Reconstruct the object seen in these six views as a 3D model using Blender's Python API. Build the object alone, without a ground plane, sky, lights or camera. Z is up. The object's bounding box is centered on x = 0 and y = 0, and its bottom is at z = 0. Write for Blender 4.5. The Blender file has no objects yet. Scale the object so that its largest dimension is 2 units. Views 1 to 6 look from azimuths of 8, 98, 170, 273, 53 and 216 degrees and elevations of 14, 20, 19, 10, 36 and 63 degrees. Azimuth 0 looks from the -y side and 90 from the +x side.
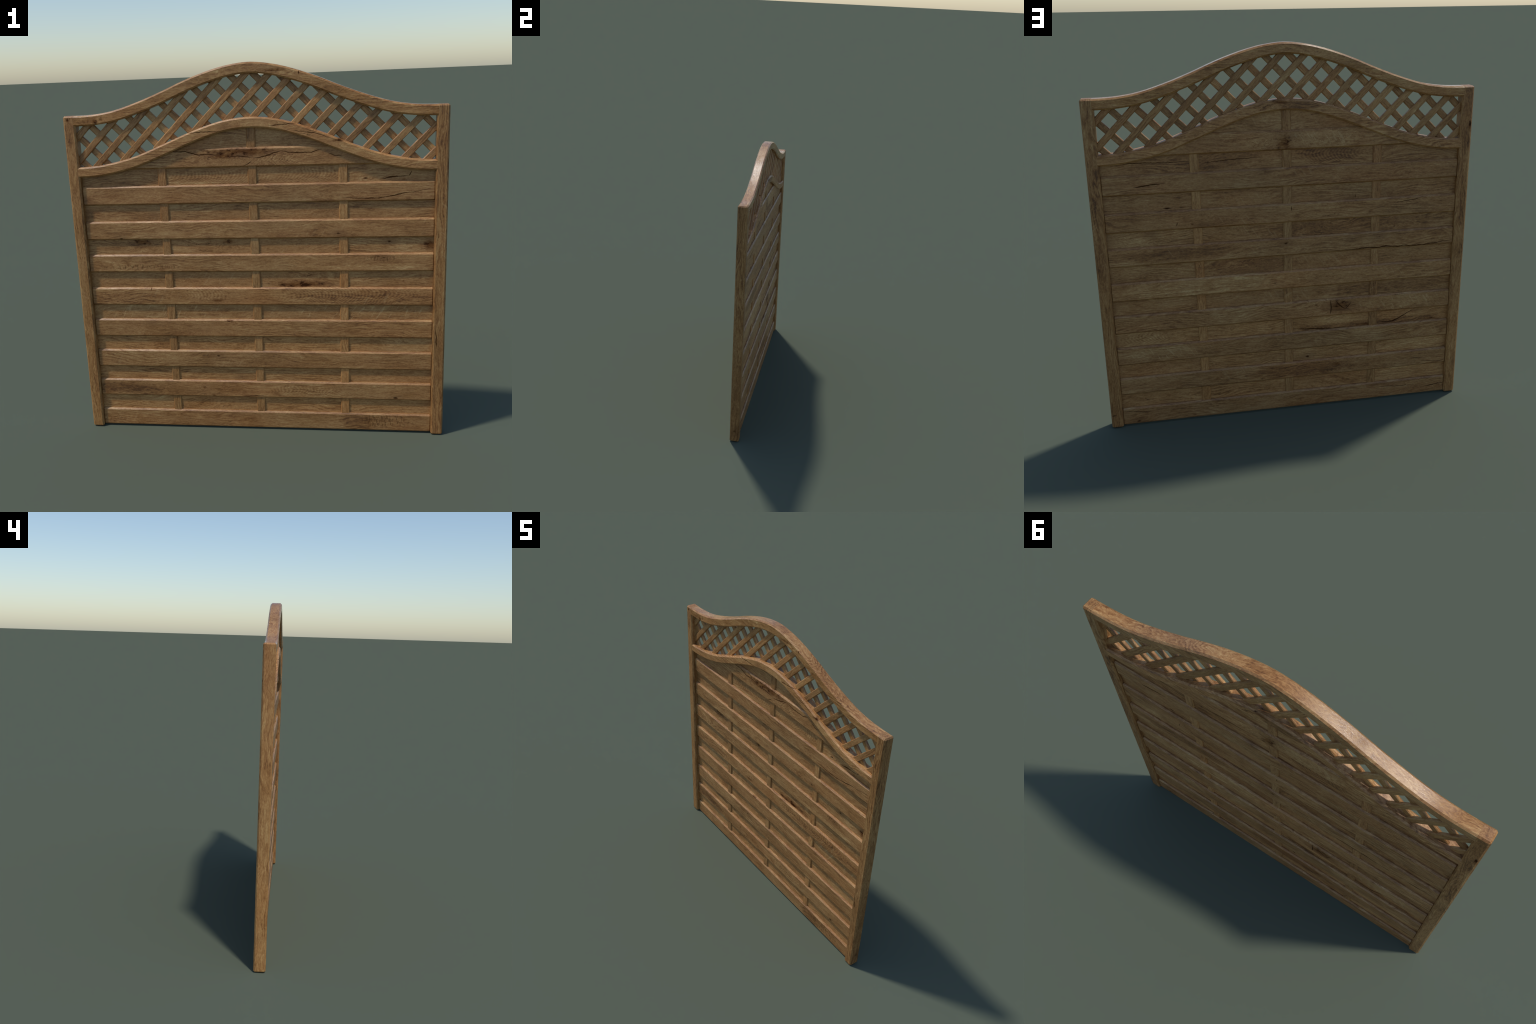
"""Arched garden fence panel: two posts, an arched top rail, an arched middle
rail, diagonal lattice between the rails and overlapping horizontal boards
with vertical battens below.  Front looks toward -y, metres, z up."""
import bpy, bmesh, math, random
from mathutils import Vector, Matrix

rng = random.Random(41)

# ------------------------------------------------------------------ sizes
POST_IN, POST_OUT = 0.9222, 0.9848     # inner / outer x of a post
HALF_D = 0.0335                       # half depth of posts and top rail
RAIL_HALF_D = 0.0328                  # half depth of the middle rail
CH = 0.0078                           # chamfer of frame timbers
POST_TOP = 1.7640
SLAT_Y = (-0.0155, 0.0225)            # proud slats, front and back face
INFILL_Y = (-0.0020, 0.0074)          # recessed boards
BATTEN_Y = (-0.0096, 0.0152)
LATH_W, LATH_T, LATH_CH = 0.0333, 0.0158, 0.0034
LATH_PITCH = 0.12243                  # horizontal spacing of the 45 degree laths

# half profiles (x from the middle outwards, z of the timber's upper face)
TOP_PROFILE = [(0.0, 2.0000), (0.10, 1.9902), (0.20, 1.9668), (0.33, 1.9228),
               (0.46, 1.8692), (0.59, 1.8210), (0.715, 1.7842), (0.82, 1.7680),
               (0.90, 1.7640), (1.0, 1.7636)]
MID_PROFILE = [(0.0, 1.7312), (0.13, 1.7192), (0.24, 1.6900), (0.34, 1.6545),
               (0.46, 1.6060), (0.60, 1.5515), (0.67, 1.5305), (0.79, 1.5057),
               (0.85, 1.4988), (0.93, 1.4962), (1.0, 1.4960)]

# proud slats: z of the lower and upper edge of the flat face
SLATS = [(0.0130, 0.0985), (0.1965, 0.2800), (0.3725, 0.4585), (0.5545, 0.6400),
         (0.7370, 0.8210), (0.9240, 1.0070), (1.1050, 1.1905), (1.2960, 1.3805),
         (1.4850, 1.5700)]
SLAT_CH = 0.0082
BATTEN_X = [(-0.4815, 0.0465), (-0.0035, 0.0475), (0.4640, 0.0470)]


def profile(points, x):
    """Smooth monotone (Hermite) curve through a half profile, mirrored in x."""
    x = abs(x)
    n = len(points)
    d = [(points[i + 1][1] - points[i][1]) / (points[i + 1][0] - points[i][0])
         for i in range(n - 1)]
    m = [0.0] + [0.5 * (d[i - 1] + d[i]) for i in range(1, n - 1)] + [d[-1]]
    for i in range(n - 1):
        if x <= points[i + 1][0] or i == n - 2:
            x0, z0 = points[i]
            x1, z1 = points[i + 1]
            h = x1 - x0
            t = (x - x0) / h
            a = (1 + 2 * t) * (1 - t) ** 2
            b = t * (1 - t) ** 2
            c = t * t * (3 - 2 * t)
            e = t * t * (t - 1)
            return a * z0 + b * h * m[i] + c * z1 + e * h * m[i + 1]


def top_z(x):
    return profile(TOP_PROFILE, x)


def mid_z(x):
    return profile(MID_PROFILE, x)


def top_thick(x):
    t = min(1.0, max(0.0, (0.92 - abs(x)) / 0.45))
    return 0.0533 + 0.0012 * t * t * (3 - 2 * t)


def mid_thick(x):
    return 0.0538


# ------------------------------------------------------------------ materials
def new_wood(name, tint=(1, 1, 1), features=(), contrast=1.0, streak=1.0, rings=1.0,
             gloss=0.38, relief=0.36):
    """Weathered oak.  Grain runs along the object's local X axis.
    features: list of ('knot', x, z, rx, rz) or ('crack', x0, z0, x1, z1, width)
    in local coordinates, which mark single knots and splits."""
    mat = bpy.data.materials.new(name)
    mat.use_nodes = True
    nt = mat.node_tree
    N, L = nt.nodes, nt.links
    N.clear()

    def node(kind, **kw):
        n = N.new(kind)
        for k, v in kw.items():
            setattr(n, k, v)
        return n

    def plug(sock, v):
        if isinstance(v, bpy.types.NodeSocket):
            L.new(v, sock)
        else:
            sock.default_value = v

    def math_(op, a, b=0.0, c=0.0, clamp=False):
        n = node('ShaderNodeMath', operation=op, use_clamp=clamp)
        plug(n.inputs[0], a)
        plug(n.inputs[1], b)
        plug(n.inputs[2], c)
        return n.outputs[0]

    def vmath(op, a, b):
        n = node('ShaderNodeVectorMath', operation=op)
        plug(n.inputs[0], a)
        plug(n.inputs[1], b)
        return n.outputs[0]

    def noise(vec, scale, detail=3.0, rough=0.55, dist=0.0):
        n = node('ShaderNodeTexNoise')
        L.new(vmath('MULTIPLY', vec, scale), n.inputs['Vector'])
        n.inputs['Scale'].default_value = 1.0
        n.inputs['Detail'].default_value = detail
        n.inputs['Roughness'].default_value = rough
        n.inputs['Distortion'].default_value = dist
        return n

    def ramp(val, lo, hi, a=0.0, b=1.0):
        n = node('ShaderNodeMapRange', interpolation_type='SMOOTHSTEP')
        plug(n.inputs[0], val)
        for i, v in enumerate((lo, hi, a, b)):
            n.inputs[i + 1].default_value = v
        return n.outputs[0]

    def mix(fac, a, b, mode='MIX'):
        n = node('ShaderNodeMix', data_type='RGBA', blend_type=mode)
        plug(n.inputs[0], fac)
        plug(n.inputs[6], a)
        plug(n.inputs[7], b)
        return n.outputs[2]

    tc = node('ShaderNodeTexCoord')
    info = node('ShaderNodeObjectInfo')
    raw = tc.outputs['Object']
    off = node('ShaderNodeCombineXYZ')
    plug(off.inputs[0], math_('MULTIPLY', info.outputs['Random'], 37.0))
    plug(off.inputs[1], math_('MULTIPLY', info.outputs['Random'], 71.0))
    plug(off.inputs[2], math_('MULTIPLY', info.outputs['Random'], 53.0))
    p0 = vmath('ADD', raw, off.outputs[0])

    # slow waviness of the fibres
    w = noise(p0, (2.6, 5.0, 7.0), 2.0, 0.5)
    wc = vmath('SUBTRACT', w.outputs['Color'], (0.5, 0.5, 0.5))
    w2 = noise(p0, (14.0, 22.0, 26.0), 2.0, 0.5)
    wc2 = vmath('SUBTRACT', w2.outputs['Color'], (0.5, 0.5, 0.5))
    p = vmath('ADD', p0, vmath('MULTIPLY', wc, (0.0, 0.10, 0.10)))
    p = vmath('ADD', p, vmath('MULTIPLY', wc2, (0.0, 0.006, 0.006)))

    sep = node('ShaderNodeSeparateXYZ')
    L.new(raw, sep.inputs[0])
    X, Y, Z = sep.outputs
    on_front = math_('LESS_THAN', Y, 0.0035)
    on_back = math_('SUBTRACT', 1.0, on_front)
    gate = {'f': on_front, 'b': on_back}

    masks = {}

    def collect(key, m):
        masks[key] = math_('MAXIMUM', masks[key], m) if key in masks else m

    jit = noise(p0, (30.0, 60.0, 60.0), 3.0, 0.6)
    jv = math_('SUBTRACT', jit.outputs['Fac'], 0.5)
    sway = noise(p0, (13.0, 3.0, 3.0), 3.0, 0.65)
    sv = math_('MULTIPLY', math_('SUBTRACT', sway.outputs['Fac'], 0.5), 0.020)
    for f in features:
        kind, side = f[0], f[1]
        if kind in ('knot', 'dark', 'pale', 'marks', 'rays', 'figure'):
            kx, kz, rx, rz = f[2:6]
            dx = math_('DIVIDE', math_('SUBTRACT', X, kx), rx)
            dz = math_('DIVIDE', math_('SUBTRACT', Z, kz), rz)
            r = math_('SQRT', math_('ADD', math_('MULTIPLY', dx, dx),
                                    math_('MULTIPLY', dz, dz)))
            r = math_('ADD', r, math_('MULTIPLY', jv, 1.4))
            lo, hi = (0.15, 1.2) if kind == 'knot' else (0.55, 1.15)
            collect(kind, math_('MULTIPLY', ramp(r, lo, hi, 1.0, 0.0), gate[side]))
            if kind == 'knot':           # fibres swing round the knot
                near = ramp(r, 0.0, 3.2, 1.0, 0.0)
                bend = math_('MULTIPLY', near, math_('MULTIPLY', dz, rz * 1.4))
                cb = node('ShaderNodeCombineXYZ')
                plug(cb.inputs[1], math_('MULTIPLY', near, -0.022))
                plug(cb.inputs[2], bend)
                p = vmath('ADD', p, cb.outputs[0])
        else:                            # crack through several points
            pts, wd = f[2], f[3]
            n_seg = len(pts) - 1
            for i in range(n_seg):
                (x0, z0), (x1, z1) = pts[i], pts[i + 1]
                ux, uz = x1 - x0, z1 - z0
                l2 = ux * ux + uz * uz
                zs = math_('ADD', Z, sv)
                rx_, rz_ = math_('SUBTRACT', X, x0), math_('SUBTRACT', zs, z0)
                t = math_('DIVIDE', math_('ADD', math_('MULTIPLY', rx_, ux),
                                          math_('MULTIPLY', rz_, uz)), l2, clamp=True)
                ex = math_('SUBTRACT', rx_, math_('MULTIPLY', t, ux))
                ez = math_('SUBTRACT', rz_, math_('MULTIPLY', t, uz))
                d = math_('SQRT', math_('ADD', math_('MULTIPLY', ex, ex),
                                        math_('MULTIPLY', ez, ez)))
                g = math_('DIVIDE', math_('ADD', i, t), n_seg)   # 0..1 along the crack
                wnow = math_('MULTIPLY', wd * 1.25, math_('ADD', 0.14, math_('MULTIPLY', 3.4,
                             math_('MULTIPLY', g, math_('SUBTRACT', 1.0, g)))))
                wnow = math_('MULTIPLY', wnow, math_('ADD', 0.8, math_('MULTIPLY', jv, 2.2)))
                m = ramp(math_('SUBTRACT', wnow, d), -0.0009, 0.0009, 0.0, 1.0)
                collect('crack', math_('MULTIPLY', m, gate[side]))

    fine = noise(p, (52.0, 330.0, 370.0), 3.0, 0.65)
    med = noise(p, (13.0, 115.0, 130.0), 3.0, 0.62)
    broad = noise(p, (2.2, 10.0, 14.0), 2.0, 0.5)
    blotch = noise(p0, (6.0, 12.0, 12.0), 3.0, 0.6)
    mott = noise(p0, (85.0, 150.0, 150.0), 2.0, 0.6)
    pores = noise(p, (75.0, 420.0, 440.0), 1.0, 0.5)

    # growth rings cut lengthwise
    sp = node('ShaderNodeSeparateXYZ')
    L.new(p, sp.inputs[0])
    ringc = math_('ADD', math_('MULTIPLY', sp.outputs[2], 150.0),
                  math_('MULTIPLY', sp.outputs[1], 70.0))
    ringc = math_('ADD', ringc, math_('MULTIPLY', broad.outputs['Fac'], 22.0))
    ringc = math_('ADD', ringc, math_('MULTIPLY', med.outputs['Fac'], 1.6))
    ring = math_('SINE', math_('MULTIPLY', ringc, 2.6))
    ring = math_('POWER', math_('ADD', math_('MULTIPLY', ring, 0.5), 0.5), 1.6)
    ring = math_('SUBTRACT', ring, 0.4)
    figure = noise(p0, (2.3, 5.0, 6.0), 2.0, 0.5)
    ring_gate = ramp(figure.outputs['Fac'], 0.42, 0.60, 0.25, 1.0)

    v = math_('MULTIPLY', math_('SUBTRACT', fine.outputs['Fac'], 0.5), 0.85 * streak)
    v = math_('ADD', v, math_('MULTIPLY', math_('SUBTRACT', med.outputs['Fac'], 0.5), 0.85))
    v = math_('ADD', v, math_('MULTIPLY', math_('SUBTRACT', broad.outputs['Fac'], 0.5), 0.50))
    v = math_('ADD', v, math_('MULTIPLY', math_('SUBTRACT', blotch.outputs['Fac'], 0.5), 0.50))
    v = math_('ADD', v, math_('MULTIPLY', math_('SUBTRACT', mott.outputs['Fac'], 0.5), 0.38))
    v = math_('ADD', v, math_('MULTIPLY', math_('MULTIPLY', ring, ring_gate), -0.27 * rings))
    v = math_('ADD', math_('MULTIPLY', v, contrast), 0.52)
    if 'figure' in masks:                # feathered crotch figure
        arc = math_('MULTIPLY', math_('MULTIPLY', Z, Z), 9000.0)
        ph = math_('ADD', math_('MULTIPLY', X, 330.0), math_('MULTIPLY', Z, -190.0))
        ph = math_('ADD', ph, arc)
        ph = math_('ADD', ph, math_('MULTIPLY', broad.outputs['Fac'], 34.0))
        ph = math_('ADD', ph, math_('MULTIPLY', med.outputs['Fac'], 5.0))
        v = math_('ADD', v, math_('MULTIPLY', math_('MULTIPLY', math_('SINE', ph), 0.115),
                                  masks['figure']))
    if 'dark' in masks:
        v = math_('SUBTRACT', v, math_('MULTIPLY', masks['dark'], 0.22))
    if 'pale' in masks:
        v = math_('ADD', v, math_('MULTIPLY', masks['pale'], 0.17))

    cr = node('ShaderNodeValToRGB')
    cr.color_ramp.interpolation = 'EASE'
    els = cr.color_ramp.elements
    els[0].position, els[0].color = 0.05, (0.120, 0.046, 0.011, 1)
    els[1].position, els[1].color = 0.97, (0.560, 0.360, 0.155, 1)
    e = els.new(0.34)
    e.color = (0.262, 0.118, 0.034, 1)
    e = els.new(0.54)
    e.color = (0.362, 0.182, 0.062, 1)
    e = els.new(0.74)
    e.color = (0.440, 0.246, 0.092, 1)
    L.new(v, cr.inputs[0])
    col = cr.outputs[0]

    # reddish / greyish drift from board to board and within a board
    hue = noise(p0, (1.7, 4.0, 5.0), 2.0, 0.5)
    col = mix(ramp(hue.outputs['Fac'], 0.50, 0.72, 0.0, 0.55), col,
              mix(1.0, col, (1.08, 0.95, 0.86, 1), 'MULTIPLY'))
    col = mix(ramp(hue.outputs['Fac'], 0.48, 0.30, 0.0, 0.60), col,
              mix(1.0, col, (0.95, 1.02, 1.10, 1), 'MULTIPLY'))
    br = math_('ADD', 0.82, math_('MULTIPLY', math_('FRACT',
               math_('MULTIPLY', info.outputs['Random'], 17.3)), 0.30))
    brc = node('ShaderNodeCombineXYZ')
    for i in range(3):
        plug(brc.inputs[i], math_('MULTIPLY', br, tint[i] * (1.0, 0.982, 0.965)[i]))
    col = mix(1.0, col, brc.outputs[0], 'MULTIPLY')

    # silvery rays: short pale slashes lying across the grain
    rot = node('ShaderNodeMapping')
    rot.inputs['Rotation'].default_value = (0.0, math.radians(58), 0.0)
    L.new(p0, rot.inputs['Vector'])
    ray = noise(rot.outputs[0], (14.0, 60.0, 95.0), 2.0, 0.5, 0.6)
    ray_zone = noise(p0, (2.9, 6.0, 9.0), 1.0, 0.5)
    zone = ramp(ray_zone.outputs['Fac'], 0.56, 0.66, 0.0, 0.45)
    if 'rays' in masks:
        zone = math_('MAXIMUM', zone, masks['rays'])
    ray_m = math_('MULTIPLY', ramp(ray.outputs['Fac'], 0.56, 0.70), zone)
    col = mix(math_('MULTIPLY', ray_m, 0.50), col, (0.56, 0.37, 0.17, 1))

    # dark pores
    pore_m = ramp(pores.outputs['Fac'], 0.38, 0.28)
    col = mix(math_('MULTIPLY', pore_m, 0.42), col, (0.110, 0.045, 0.012, 1))

    # scattered natural checks and small dark holes
    chk = noise(p, (5.0, 60.0, 60.0), 3.0, 0.6, 0.3)
    chk_zone = noise(p0, (3.6, 13.0, 16.0), 2.0, 0.5)
    chk_m = math_('MULTIPLY',
                  ramp(math_('ABSOLUTE', math_('SUBTRACT', chk.outputs['Fac'], 0.5)), 0.016, 0.004),
                  ramp(chk_zone.outputs['Fac'], 0.66, 0.74))
    vor = node('ShaderNodeTexVoronoi')
    L.new(vmath('MULTIPLY', p0, (6.0, 6.0, 12.0)), vor.inputs['Vector'])
    vor.inputs['Scale'].default_value = 1.0
    vs = node('ShaderNodeSeparateColor')
    L.new(vor.outputs['Color'], vs.inputs[0])
    vd = math_('ADD', vor.outputs['Distance'], math_('MULTIPLY', jv, 0.16))
    here = math_('GREATER_THAN', vs.outputs[0], 0.87)
    eye = math_('MULTIPLY', ramp(vd, 0.085, 0.02), here)
    halo = math_('MULTIPLY', ramp(vd, 0.42, 0.05), here)
    dark = math_('MAXIMUM', chk_m, eye)
    col = mix(math_('MULTIPLY', halo, 0.38), col, (0.130, 0.052, 0.014, 1))
    if 'knot' in masks:
        swirl = ramp(jit.outputs['Fac'], 0.40, 0.68, 1.0, 0.30)
        col = mix(math_('MULTIPLY', masks['knot'], math_('MULTIPLY', swirl, 0.9)),
                  col, (0.118, 0.042, 0.011, 1))
        dark = math_('MAXIMUM', dark, math_('MULTIPLY', masks['knot'],
                     ramp(jit.outputs['Fac'], 0.43, 0.37)))
    if 'marks' in masks:                 # short dark dashes across the grain
        ms = noise(p0, (120.0, 60.0, 38.0), 2.0, 0.6)
        dark = math_('MAXIMUM', dark, math_('MULTIPLY', math_('MULTIPLY', masks['marks'], 0.5),
                     ramp(ms.outputs['Fac'], 0.50, 0.40)))
    if 'crack' in masks:
        dark = math_('MAXIMUM', dark, masks['crack'])
    col = mix(math_('MULTIPLY', dark, 0.88), col, (0.042, 0.016, 0.007, 1))

    h = math_('ADD', math_('MULTIPLY', fine.outputs['Fac'], 0.55),
              math_('MULTIPLY', med.outputs['Fac'], 0.6))
    h = math_('ADD', h, math_('MULTIPLY', mott.outputs['Fac'], 0.35))
    h = math_('SUBTRACT', h, math_('MULTIPLY', dark, 1.1))
    h = math_('SUBTRACT', h, math_('MULTIPLY', pore_m, 0.25))
    bump = node('ShaderNodeBump')
    bump.inputs['Strength'].default_value = relief
    bump.inputs['Distance'].default_value = 0.0022
    L.new(h, bump.inputs['Height'])

    bsdf = node('ShaderNodeBsdfPrincipled')
    L.new(col, bsdf.inputs['Base Color'])
    plug(bsdf.inputs['Roughness'], math_('ADD', ramp(v, 0.2, 0.9, 0.09, 0.0),
         ramp(blotch.outputs['Fac'], 0.35, 0.65, gloss, gloss + 0.13)))
    plug(bsdf.inputs['Specular IOR Level'], math_('MULTIPLY', math_('SUBTRACT', 1.0, math_('MAXIMUM', dark, math_('MULTIPLY', masks['knot'], 0.7)) if 'knot' in masks else dark), 0.5))
    L.new(bump.outputs[0], bsdf.inputs['Normal'])
    out = node('ShaderNodeOutputMaterial')
    L.new(bsdf.outputs[0], out.inputs[0])
    return mat


WOOD_BOARD = new_wood('oak_board')
WOOD_BATTEN = new_wood('oak_batten', tint=(1.0, 0.99, 0.97), contrast=1.0, streak=1.0, rings=0.7)
WOOD_LATH = new_wood('oak_lath', tint=(0.97, 0.975, 0.95), rings=0.8)

# Single knots, splits and stains, in world x and z ('f' front face, 'b' back).
SLAT_MARKS = {
    8: [('rays', 'b', -0.2, 1.53, 0.2, 0.05), ('crack', 'f', [(-0.43, 1.568), (-0.354, 1.562), (-0.284, 1.546), (-0.15, 1.543)], 0.0030),
        ('knot', 'f', -0.150, 1.537, 0.085, 0.022), ('knot', 'f', -0.105, 1.554, 0.085, 0.018),
        ('knot', 'f', 0.004, 1.555, 0.095, 0.025), ('knot', 'f', -0.07, 1.560, 0.21, 0.014), ('dark', 'f', -0.05, 1.552, 0.28, 0.030),
        ('figure', 'f', 0.14, 1.505, 0.16, 0.03),
        ('crack', 'f', [(-0.13, 1.531), (-0.06, 1.534), (0.0, 1.530)], 0.0022),
        ('crack', 'f', [(0.005, 1.523), (0.07, 1.532), (0.147, 1.557)], 0.0034),
        ('crack', 'f', [(0.150, 1.556), (0.22, 1.547), (0.305, 1.545), (0.36, 1.560)], 0.0028),
        ('crack', 'f', [(0.39, 1.535), (0.43, 1.524), (0.46, 1.521)], 0.0020),
        ('crack', 'f', [(-0.045, 1.484), (-0.02, 1.497), (-0.002, 1.512)], 0.0024),
        ('knot', 'b', 0.012, 1.512, 0.045, 0.055), ('pale', 'b', -0.19, 1.53, 0.19, 0.05)],
    7: [('crack', 'f', [(0.455, 1.311), (0.60, 1.302), (0.668, 1.307), (0.768, 1.325), (0.90, 1.346)], 0.0028),
        ('crack', 'b', [(0.77, 1.326), (0.711, 1.335), (0.62, 1.343)], 0.0034)],
    6: [('crack', 'b', [(0.57, 1.117), (0.565, 1.137)], 0.0020), ('knot', 'b', 0.49, 1.123, 0.008, 0.005),
        ('crack', 'b', [(-0.575, 1.172), (-0.66, 1.175), (-0.74, 1.191)], 0.0020),
        ('crack', 'b', [(-0.022, 1.185), (-0.024, 1.160)], 0.0026)],
    5: [('marks', 'f', -0.62, 0.945, 0.27, 0.016), ('pale', 'f', 0.68, 0.940, 0.28, 0.018),
        ('marks', 'f', 0.66, 0.985, 0.10, 0.02), ('dark', 'b', 0.55, 0.968, 0.42, 0.034),
        ('crack', 'b', [(-0.25, 0.922), (-0.447, 0.929), (-0.743, 0.922), (-0.925, 0.941)], 0.0034)],
    4: [('figure', 'f', 0.50, 0.78, 0.42, 0.06), ('figure', 'f', -0.28, 0.79, 0.14, 0.05),
        ('dark', 'f', 0.62, 0.770, 0.40, 0.045), ('dark', 'f', -0.70, 0.770, 0.20, 0.036),
        ('crack', 'f', [(-0.582, 0.829), (-0.585, 0.812)], 0.0020),
        ('knot', 'f', -0.22, 0.757, 0.045, 0.010), ('pale', 'b', 0.45, 0.78, 0.48, 0.06)],
    3: [('knot', 'f', -0.156, 0.641, 0.020, 0.007), ('dark', 'b', -0.27, 0.600, 0.12, 0.04), ('knot', 'b', -0.285, 0.604, 0.065, 0.036),
        ('rays', 'b', -0.68, 0.60, 0.3, 0.05),
        ('crack', 'b', [(-0.234, 0.640), (-0.240, 0.600), (-0.236, 0.562)], 0.0034),
        ('crack', 'b', [(-0.262, 0.640), (-0.285, 0.606), (-0.318, 0.577)], 0.0026),
        ('crack', 'b', [(-0.318, 0.577), (-0.352, 0.617)], 0.0022), ('knot', 'b', -0.155, 0.620, 0.011, 0.006),
        ('crack', 'f', [(0.0, 0.742), (0.1, 0.741)], 0.002), ('pale', 'b', -0.62, 0.61, 0.25, 0.05)],
    2: [('pale', 'b', 0.70, 0.42, 0.22, 0.05), ('rays', 'b', 0.6, 0.42, 0.3, 0.04)],
    1: [('figure', 'f', 0.25, 0.23, 0.24, 0.035), ('knot', 'f', -0.322, 0.245, 0.013, 0.008), ('knot', 'f', -0.265, 0.199, 0.020, 0.006),
        ('crack', 'f', [(-0.10, 0.199), (-0.02, 0.199), (0.035, 0.2)], 0.0018), ('dark', 'f', -0.78, 0.235, 0.22, 0.04),
        ('knot', 'b', -0.277, 0.252, 0.035, 0.013), ('dark', 'b', -0.1, 0.24, 0.35, 0.04),
        ('crack', 'b', [(-0.71, 0.236), (-0.78, 0.235)], 0.0016),
        ('crack', 'b', [(-0.77, 0.214), (-0.83, 0.214), (-0.89, 0.206)], 0.0018)],
    0: [('marks', 'f', 0.68, 0.065, 0.15, 0.04), ('dark', 'f', 0.52, 0.06, 0.09, 0.05),
        ('crack', 'b', [(-0.80, 0.050), (-0.86, 0.055), (-0.922, 0.062)], 0.0026),
        ('crack', 'b', [(-0.53, 0.074), (-0.64, 0.068), (-0.77, 0.060)], 0.0014),
        ('crack', 'b', [(0.915, 0.088), (0.85, 0.083), (0.76, 0.073)], 0.0016)],
}
INFILL_MARKS = {
    7: [('crack', 'f', [(0.66, 1.400), (0.70, 1.409), (0.79, 1.416)], 0.0032),
        ('crack', 'f', [(0.794, 1.416), (0.806, 1.440)], 0.0026), ('knot', 'f', 0.768, 1.397, 0.012, 0.006),
        ('knot', 'f', 0.575, 1.406, 0.012, 0.006), ('figure', 'f', -0.20, 1.42, 0.36, 0.05), ('figure', 'f', 0.30, 1.42, 0.22, 0.05),
        ('pale', 'f', -0.28, 1.40, 0.18, 0.015), ('figure', 'b', -0.23, 1.44, 0.2, 0.05),
        ('crack', 'b', [(0.90, 1.451), (0.70, 1.445), (0.49, 1.441)], 0.0018),
        ('crack', 'b', [(0.44, 1.428), (0.30, 1.442), (0.13, 1.446)], 0.0018),
        ('dark', 'b', 0.5, 1.435, 0.42, 0.06), ('dark', 'b', -0.23, 1.45, 0.18, 0.05)],
    6: [('knot', 'b', 0.612, 1.209, 0.020, 0.004), ('knot', 'b', 0.527, 1.211, 0.022, 0.004),
        ('crack', 'b', [(-0.368, 1.225), (-0.368, 1.205)], 0.002)],
    5: [('knot', 'f', -0.620, 1.084, 0.050, 0.020), ('dark', 'f', -0.62, 1.075, 0.10, 0.03),
        ('knot', 'f', -0.575, 1.072, 0.010, 0.008), ('knot', 'f', -0.146, 1.083, 0.032, 0.018),
        ('knot', 'f', 0.905, 1.060, 0.035, 0.032), ('dark', 'f', 0.90, 1.05, 0.06, 0.03),
        ('dark', 'b', -0.3, 1.06, 0.5, 0.06)],
    4: [('knot', 'f', 0.235, 0.844, 0.160, 0.020), ('knot', 'f', 0.205, 0.842, 0.060, 0.02),
        ('dark', 'f', 0.26, 0.85, 0.18, 0.025),
        ('knot', 'f', 0.77, 0.862, 0.007, 0.005), ('dark', 'b', 0.2, 0.87, 0.3, 0.06)],
    3: [('dark', 'b', -0.6, 0.69, 0.4, 0.05), ('rays', 'f', -0.55, 0.69, 0.45, 0.06),
        ('rays', 'f', 0.55, 0.69, 0.40, 0.06)],
    2: [('figure', 'b', 0.76, 0.49, 0.15, 0.05), ('knot', 'f', 0.307, 0.523, 0.010, 0.006), ('dark', 'b', -0.45, 0.48, 0.52, 0.022),
        ('crack', 'b', [(-0.03, 0.484), (-0.14, 0.474), (-0.25, 0.464), (-0.33, 0.470)], 0.0040),
        ('knot', 'b', -0.43, 0.475, 0.07, 0.010), ('crack', 'b', [(-0.50, 0.478), (-0.60, 0.480), (-0.64, 0.497), (-0.73, 0.543)], 0.0034),
        ('knot', 'b', -0.83, 0.474, 0.035, 0.006), ('pale', 'b', -0.27, 0.51, 0.16, 0.03)],
    1: [('pale', 'b', -0.72, 0.33, 0.2, 0.06)],
}
TOP_RAIL_MARKS = [
    ('knot', 'f', -0.815, 1.736, 0.016, 0.020), ('pale', 'f', -0.790, 1.735, 0.014, 0.022),
    ('knot', 'f', -0.780, 1.744, 0.012, 0.010), ('knot', 'f', 0.130, 1.957, 0.075, 0.009),
    ('crack', 'f', [(0.251, 1.946), (0.251, 1.930)], 0.0028)]
MID_RAIL_MARKS = [
    ('crack', 'f', [(-0.325, 1.662), (-0.25, 1.662), (-0.165, 1.665)], 0.0026),
    ('crack', 'f', [(0.09, 1.683), (0.16, 1.688), (0.235, 1.692)], 0.0024),
    ('crack', 'f', [(0.215, 1.655), (0.27, 1.650), (0.33, 1.640), (0.42, 1.608)], 0.0018),
    ('knot', 'f', 0.44, 1.604, 0.035, 0.010),
    ('knot', 'b', 0.03, 1.720, 0.055, 0.015), ('dark', 'b', 0.0, 1.700, 0.22, 0.022)]


POST_MARKS = {
    1: [('crack', 'f', [(0.938, 0.605), (0.941, 0.55), (0.939, 0.495)], 0.0026),
        ('dark', 'b', 0.958, 1.33, 0.022, 0.24), ('dark', 'b', 0.955, 0.95, 0.020, 0.16),
        ('crack', 'b', [(0.985, 0.075), (0.955, 0.078)], 0.0026)],
    -1: [('dark', 'f', -0.955, 1.68, 0.022, 0.11), ('knot', 'f', -0.962, 1.742, 0.008, 0.012),
         ('dark', 'b', -0.955, 1.58, 0.024, 0.22), ('knot', 'b', -0.972, 1.56, 0.010, 0.035),
         ('dark', 'b', -0.955, 1.15, 0.020, 0.14)],
}


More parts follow.
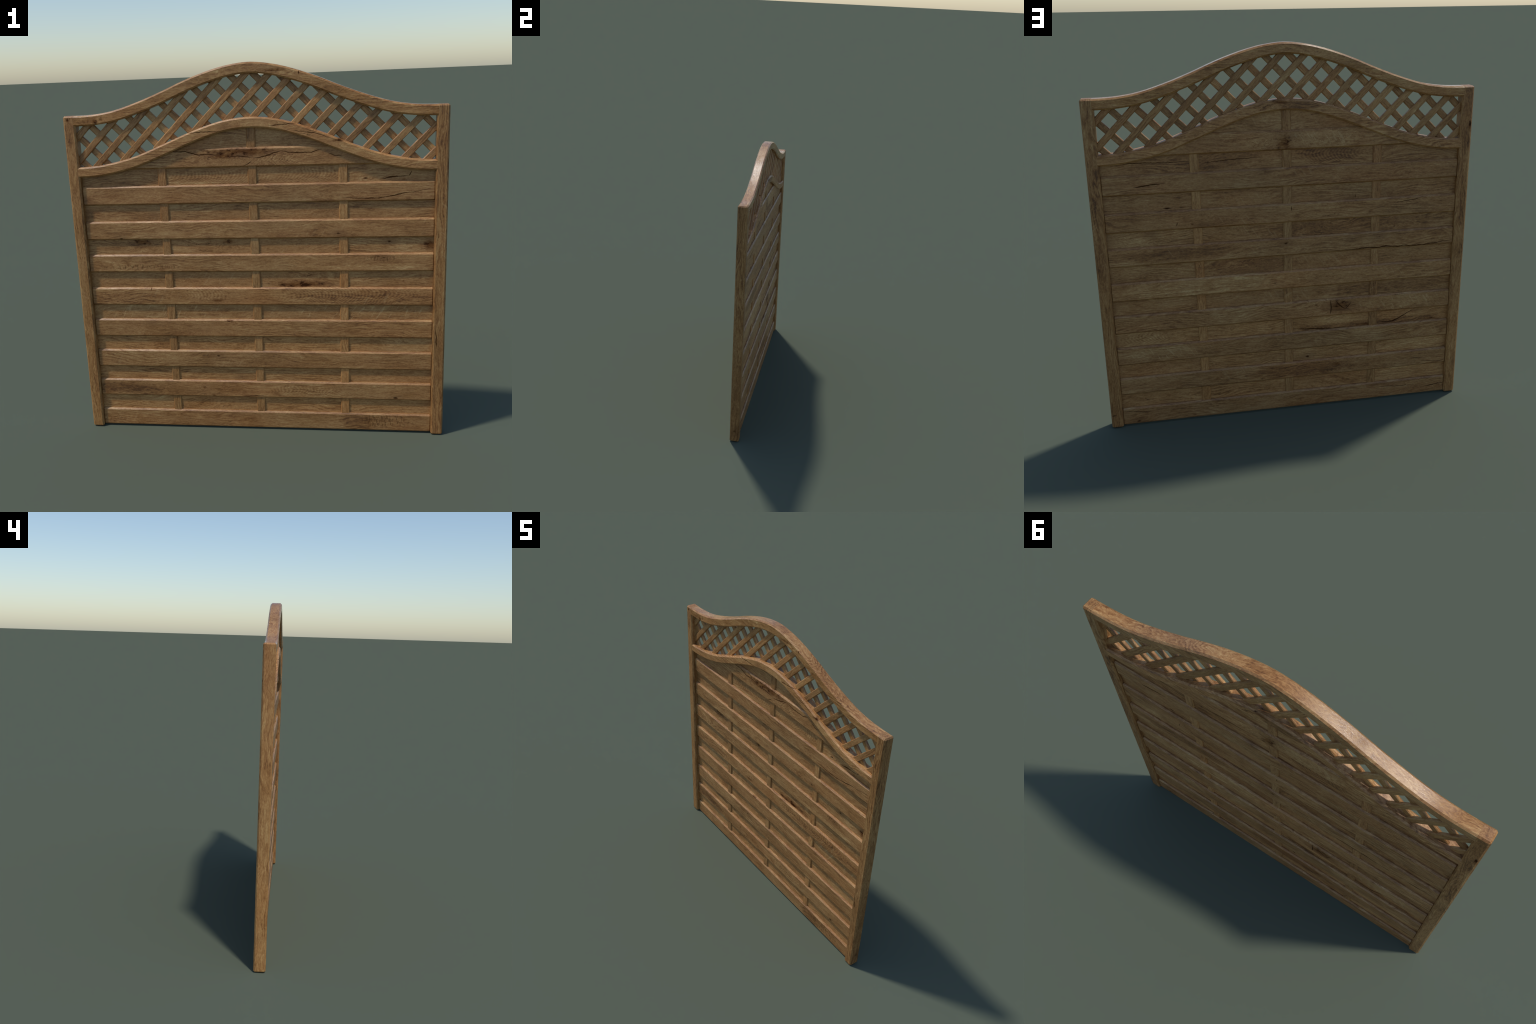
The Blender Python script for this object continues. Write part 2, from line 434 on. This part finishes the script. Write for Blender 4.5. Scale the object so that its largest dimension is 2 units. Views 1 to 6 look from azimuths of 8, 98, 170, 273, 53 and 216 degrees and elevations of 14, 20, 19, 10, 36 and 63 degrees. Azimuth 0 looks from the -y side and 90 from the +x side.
def marked_wood(name, marks, dz, **kw):
    """Own material for a timber that carries visible knots or splits."""
    if not marks and not kw:
        return WOOD_BOARD
    local = []
    for m in marks or ():
        if m[0] == 'crack':
            local.append(('crack', m[1], [(x, z - dz) for x, z in m[2]], m[3]))
        else:
            local.append((m[0], m[1], m[2], m[3] - dz, m[4], m[5]))
    return new_wood(name, features=local, **kw)


def upright_marks(marks, cx, cz):
    """World marks -> local frame of a timber stood on end (local X up)."""
    out = []
    for m in marks:
        if m[0] == 'crack':
            out.append(('crack', m[1], [(z - cz, cx - x) for x, z in m[2]], m[3]))
        else:
            out.append((m[0], m[1], m[3] - cz, cx - m[2], m[5], m[4]))
    return out


# ------------------------------------------------------------------ builders
root = bpy.data.objects.new('fence_panel', None)
root['label'] = 'arched oak garden fence panel with lattice top and overlapping boards'
root['category'] = 'fence panel'
root.empty_display_size = 0.2
bpy.context.scene.collection.objects.link(root)


def add_object(name, bm, mat, loc=(0, 0, 0), rot_y=0.0):
    bmesh.ops.recalc_face_normals(bm, faces=bm.faces[:])
    me = bpy.data.meshes.new(name)
    bm.to_mesh(me)
    bm.free()
    me.materials.append(mat)
    ob = bpy.data.objects.new(name, me)
    ob.parent = root
    ob.location = loc
    ob.rotation_euler = (0.0, rot_y, 0.0)
    bpy.context.scene.collection.objects.link(ob)
    return ob


def bar(length, y0, y1, width, chamfer, seg=1, wobble=0.0, seed=0):
    """A timber along local X, centred in x and z, with chamfered edges and an
    optional slight hand-sawn waviness."""
    bm = bmesh.new()
    bmesh.ops.create_cube(bm, size=1.0)
    for v in bm.verts:
        v.co = Vector((v.co.x * length, (y0 + y1) / 2 + v.co.y * (y1 - y0), v.co.z * width))
    bmesh.ops.bevel(bm, geom=bm.edges[:], offset=chamfer, segments=seg,
                    profile=0.5, affect='EDGES')
    if wobble:
        cuts = max(2, int(length / 0.06))
        for i in range(1, cuts):
            x = -length / 2 + length * i / cuts
            bmesh.ops.bisect_plane(bm, geom=bm.verts[:] + bm.edges[:] + bm.faces[:],
                                   plane_co=(x, 0, 0), plane_no=(1, 0, 0))
        r = random.Random(seed)
        ph = [r.uniform(0, 6.28) for _ in range(4)]
        for v in bm.verts:
            s = math.sin(v.co.x * 5.1 + ph[0]) + 0.6 * math.sin(v.co.x * 13.0 + ph[1])
            v.co.z += wobble * s
    return bm


def arched_rail(top, thick, x_end, half_d, ch, steps=120):
    """Loft of an octagonal section swept under an arched upper face."""
    bm = bmesh.new()
    rings = []
    for i in range(steps + 1):
        x = -x_end + 2 * x_end * i / steps
        eps = 1e-3
        sl = (top(x + eps) - top(x - eps)) / (2 * eps)
        if i in (0, steps):
            sl = 0.0
        n = Vector((-sl, 0, 1)).normalized()
        base = Vector((x, 0, top(x)))
        t = thick(x)
        ring = []
        for y, d in ((-half_d + ch, 0), (half_d - ch, 0), (half_d, -ch), (half_d, -t + ch),
                     (half_d - ch, -t), (-half_d + ch, -t), (-half_d, -t + ch), (-half_d, -ch)):
            q = base + n * d
            q.y = y
            if i in (0, steps):
                q.x = x
            ring.append(bm.verts.new(q))
        rings.append(ring)
    for a, b in zip(rings, rings[1:]):
        for k in range(8):
            bm.faces.new((a[k], a[(k + 1) % 8], b[(k + 1) % 8], b[k]))
    bm.faces.new(rings[0])
    bm.faces.new(list(reversed(rings[-1])))
    return bm


def arched_board(z0, z1, y0, y1, ch, inset, steps=80):
    """Board whose upper side follows the arch: z0 up to min(z1, arch - inset)."""
    def hi(x):
        return min(z1, mid_z(x) - inset)
    x_end = POST_IN + 0.004
    while hi(x_end) < z0 + 2.2 * ch and x_end > 0.05:
        x_end -= 0.002
    zc = (z0 + z1) / 2
    bm = bmesh.new()
    rings = []
    for i in range(steps + 1):
        x = -x_end + 2 * x_end * i / steps
        b, t = z0 - zc, hi(x) - zc
        ring = [bm.verts.new((x, y, z)) for y, z in (
            (y0, b + ch), (y0 + ch, b), (y1 - ch, b), (y1, b + ch),
            (y1, t - ch), (y1 - ch, t), (y0 + ch, t), (y0, t - ch))]
        rings.append(ring)
    for a, b in zip(rings, rings[1:]):
        for k in range(8):
            bm.faces.new((a[k], a[(k + 1) % 8], b[(k + 1) % 8], b[k]))
    bm.faces.new(rings[0])
    bm.faces.new(list(reversed(rings[-1])))
    return bm, zc


def smooth_along(ob, angle=25):
    me = ob.data
    me.polygons.foreach_set('use_smooth', [True] * len(me.polygons))
    me.set_sharp_from_angle(angle=math.radians(angle))


# ------------------------------------------------------------------ posts
for sx in (-1, 1):
    bm = bar(POST_TOP, -HALF_D, HALF_D, POST_OUT - POST_IN, 0.0078)
    cx, cz = sx * (POST_IN + POST_OUT) / 2, POST_TOP / 2
    mat = new_wood('oak_post', tint=(1.0, 0.98, 0.92), contrast=1.05, streak=1.1, rings=1.25,
                   features=upright_marks(POST_MARKS[sx], cx, cz))
    add_object('post', bm, mat, (cx, 0, cz), math.radians(-90))

# ------------------------------------------------------------------ rails
ob = add_object('top_rail', arched_rail(top_z, top_thick, POST_IN + 0.0076, HALF_D, CH),
                marked_wood('oak_top_rail', TOP_RAIL_MARKS, 0.0,
                            contrast=1.2, gloss=0.17, relief=0.15, tint=(1.08, 1.08, 1.08)))
smooth_along(ob)
ob = add_object('middle_rail', arched_rail(mid_z, mid_thick, POST_IN + 0.0076, RAIL_HALF_D, CH),
                marked_wood('oak_middle_rail', MID_RAIL_MARKS, 0.0))
smooth_along(ob)

# ------------------------------------------------------------------ boards
LEN = 2 * (POST_IN + 0.004)
for i, (lo, hi) in enumerate(SLATS):
    z0, z1 = lo - SLAT_CH, hi + SLAT_CH
    if i < len(SLATS) - 1:
        bm = bar(LEN, SLAT_Y[0], SLAT_Y[1], z1 - z0, SLAT_CH, wobble=0.00015, seed=i)
        zc = (z0 + z1) / 2
    else:
        bm, zc = arched_board(z0, z1, SLAT_Y[0], SLAT_Y[1], SLAT_CH, 0.020)
    add_object('slat', bm, marked_wood('oak_slat', SLAT_MARKS.get(i), zc), (0, 0, zc))

for i in range(len(SLATS) - 1):
    z0 = SLATS[i][1] - 0.004
    z1 = SLATS[i + 1][0] + 0.004
    bm = bar(LEN, INFILL_Y[0], INFILL_Y[1], z1 - z0, 0.002)
    zc = (z0 + z1) / 2
    add_object('infill_board', bm, marked_wood('oak_infill', INFILL_MARKS.get(i), zc), (0, 0, zc))
bm, zc = arched_board(SLATS[-1][1] - 0.004, 1.72, INFILL_Y[0], INFILL_Y[1], 0.002, 0.020)
add_object('infill_board', bm, WOOD_BOARD, (0, 0, zc))

# ------------------------------------------------------------------ battens
for x, w in BATTEN_X:
    top = mid_z(x) - 0.022
    bot = 0.0035
    bm = bar(top - bot, BATTEN_Y[0], BATTEN_Y[1], w, 0.0045)
    add_object('batten', bm, WOOD_BATTEN, (x, 0, (top + bot) / 2), math.radians(-90))


# ------------------------------------------------------------------ lattice
def lath_span(c):
    """Centre line z = x - c between the rails and posts -> (x start, x end)."""
    xs = []
    x = -POST_IN
    while x <= POST_IN:
        z = x - c
        if mid_z(x) - 0.004 <= z <= top_z(x) - top_thick(x) + 0.006:
            xs.append(x)
        x += 0.001
    return (min(xs), max(xs)) if xs else None


def lath_mesh(length):
    """Lath with square-cut chamfered edges."""
    return bar(length, -LATH_T / 2, LATH_T / 2, LATH_W, LATH_CH)


for side in (1, -1):                     # front laths rise to +x, back laths to -x
    for k in range(-9, 9):
        c = -1.4722 + k * LATH_PITCH
        span = lath_span(c)
        if span is None:
            continue
        xa, xb = span
        if xb - xa < 0.004:
            continue
        ext = 0.010
        xa -= ext
        xb += ext
        xa = max(xa, -POST_IN - 0.012)
        xb = min(xb, POST_IN + 0.012)
        length = (xb - xa) * math.sqrt(2)
        xm = (xa + xb) / 2
        zm = xm - c
        y = -0.0049 * side               # the two layers are half-lapped
        add_object('lath', lath_mesh(length), WOOD_LATH, (side * xm, y, zm),
                   math.radians(-45 * side))
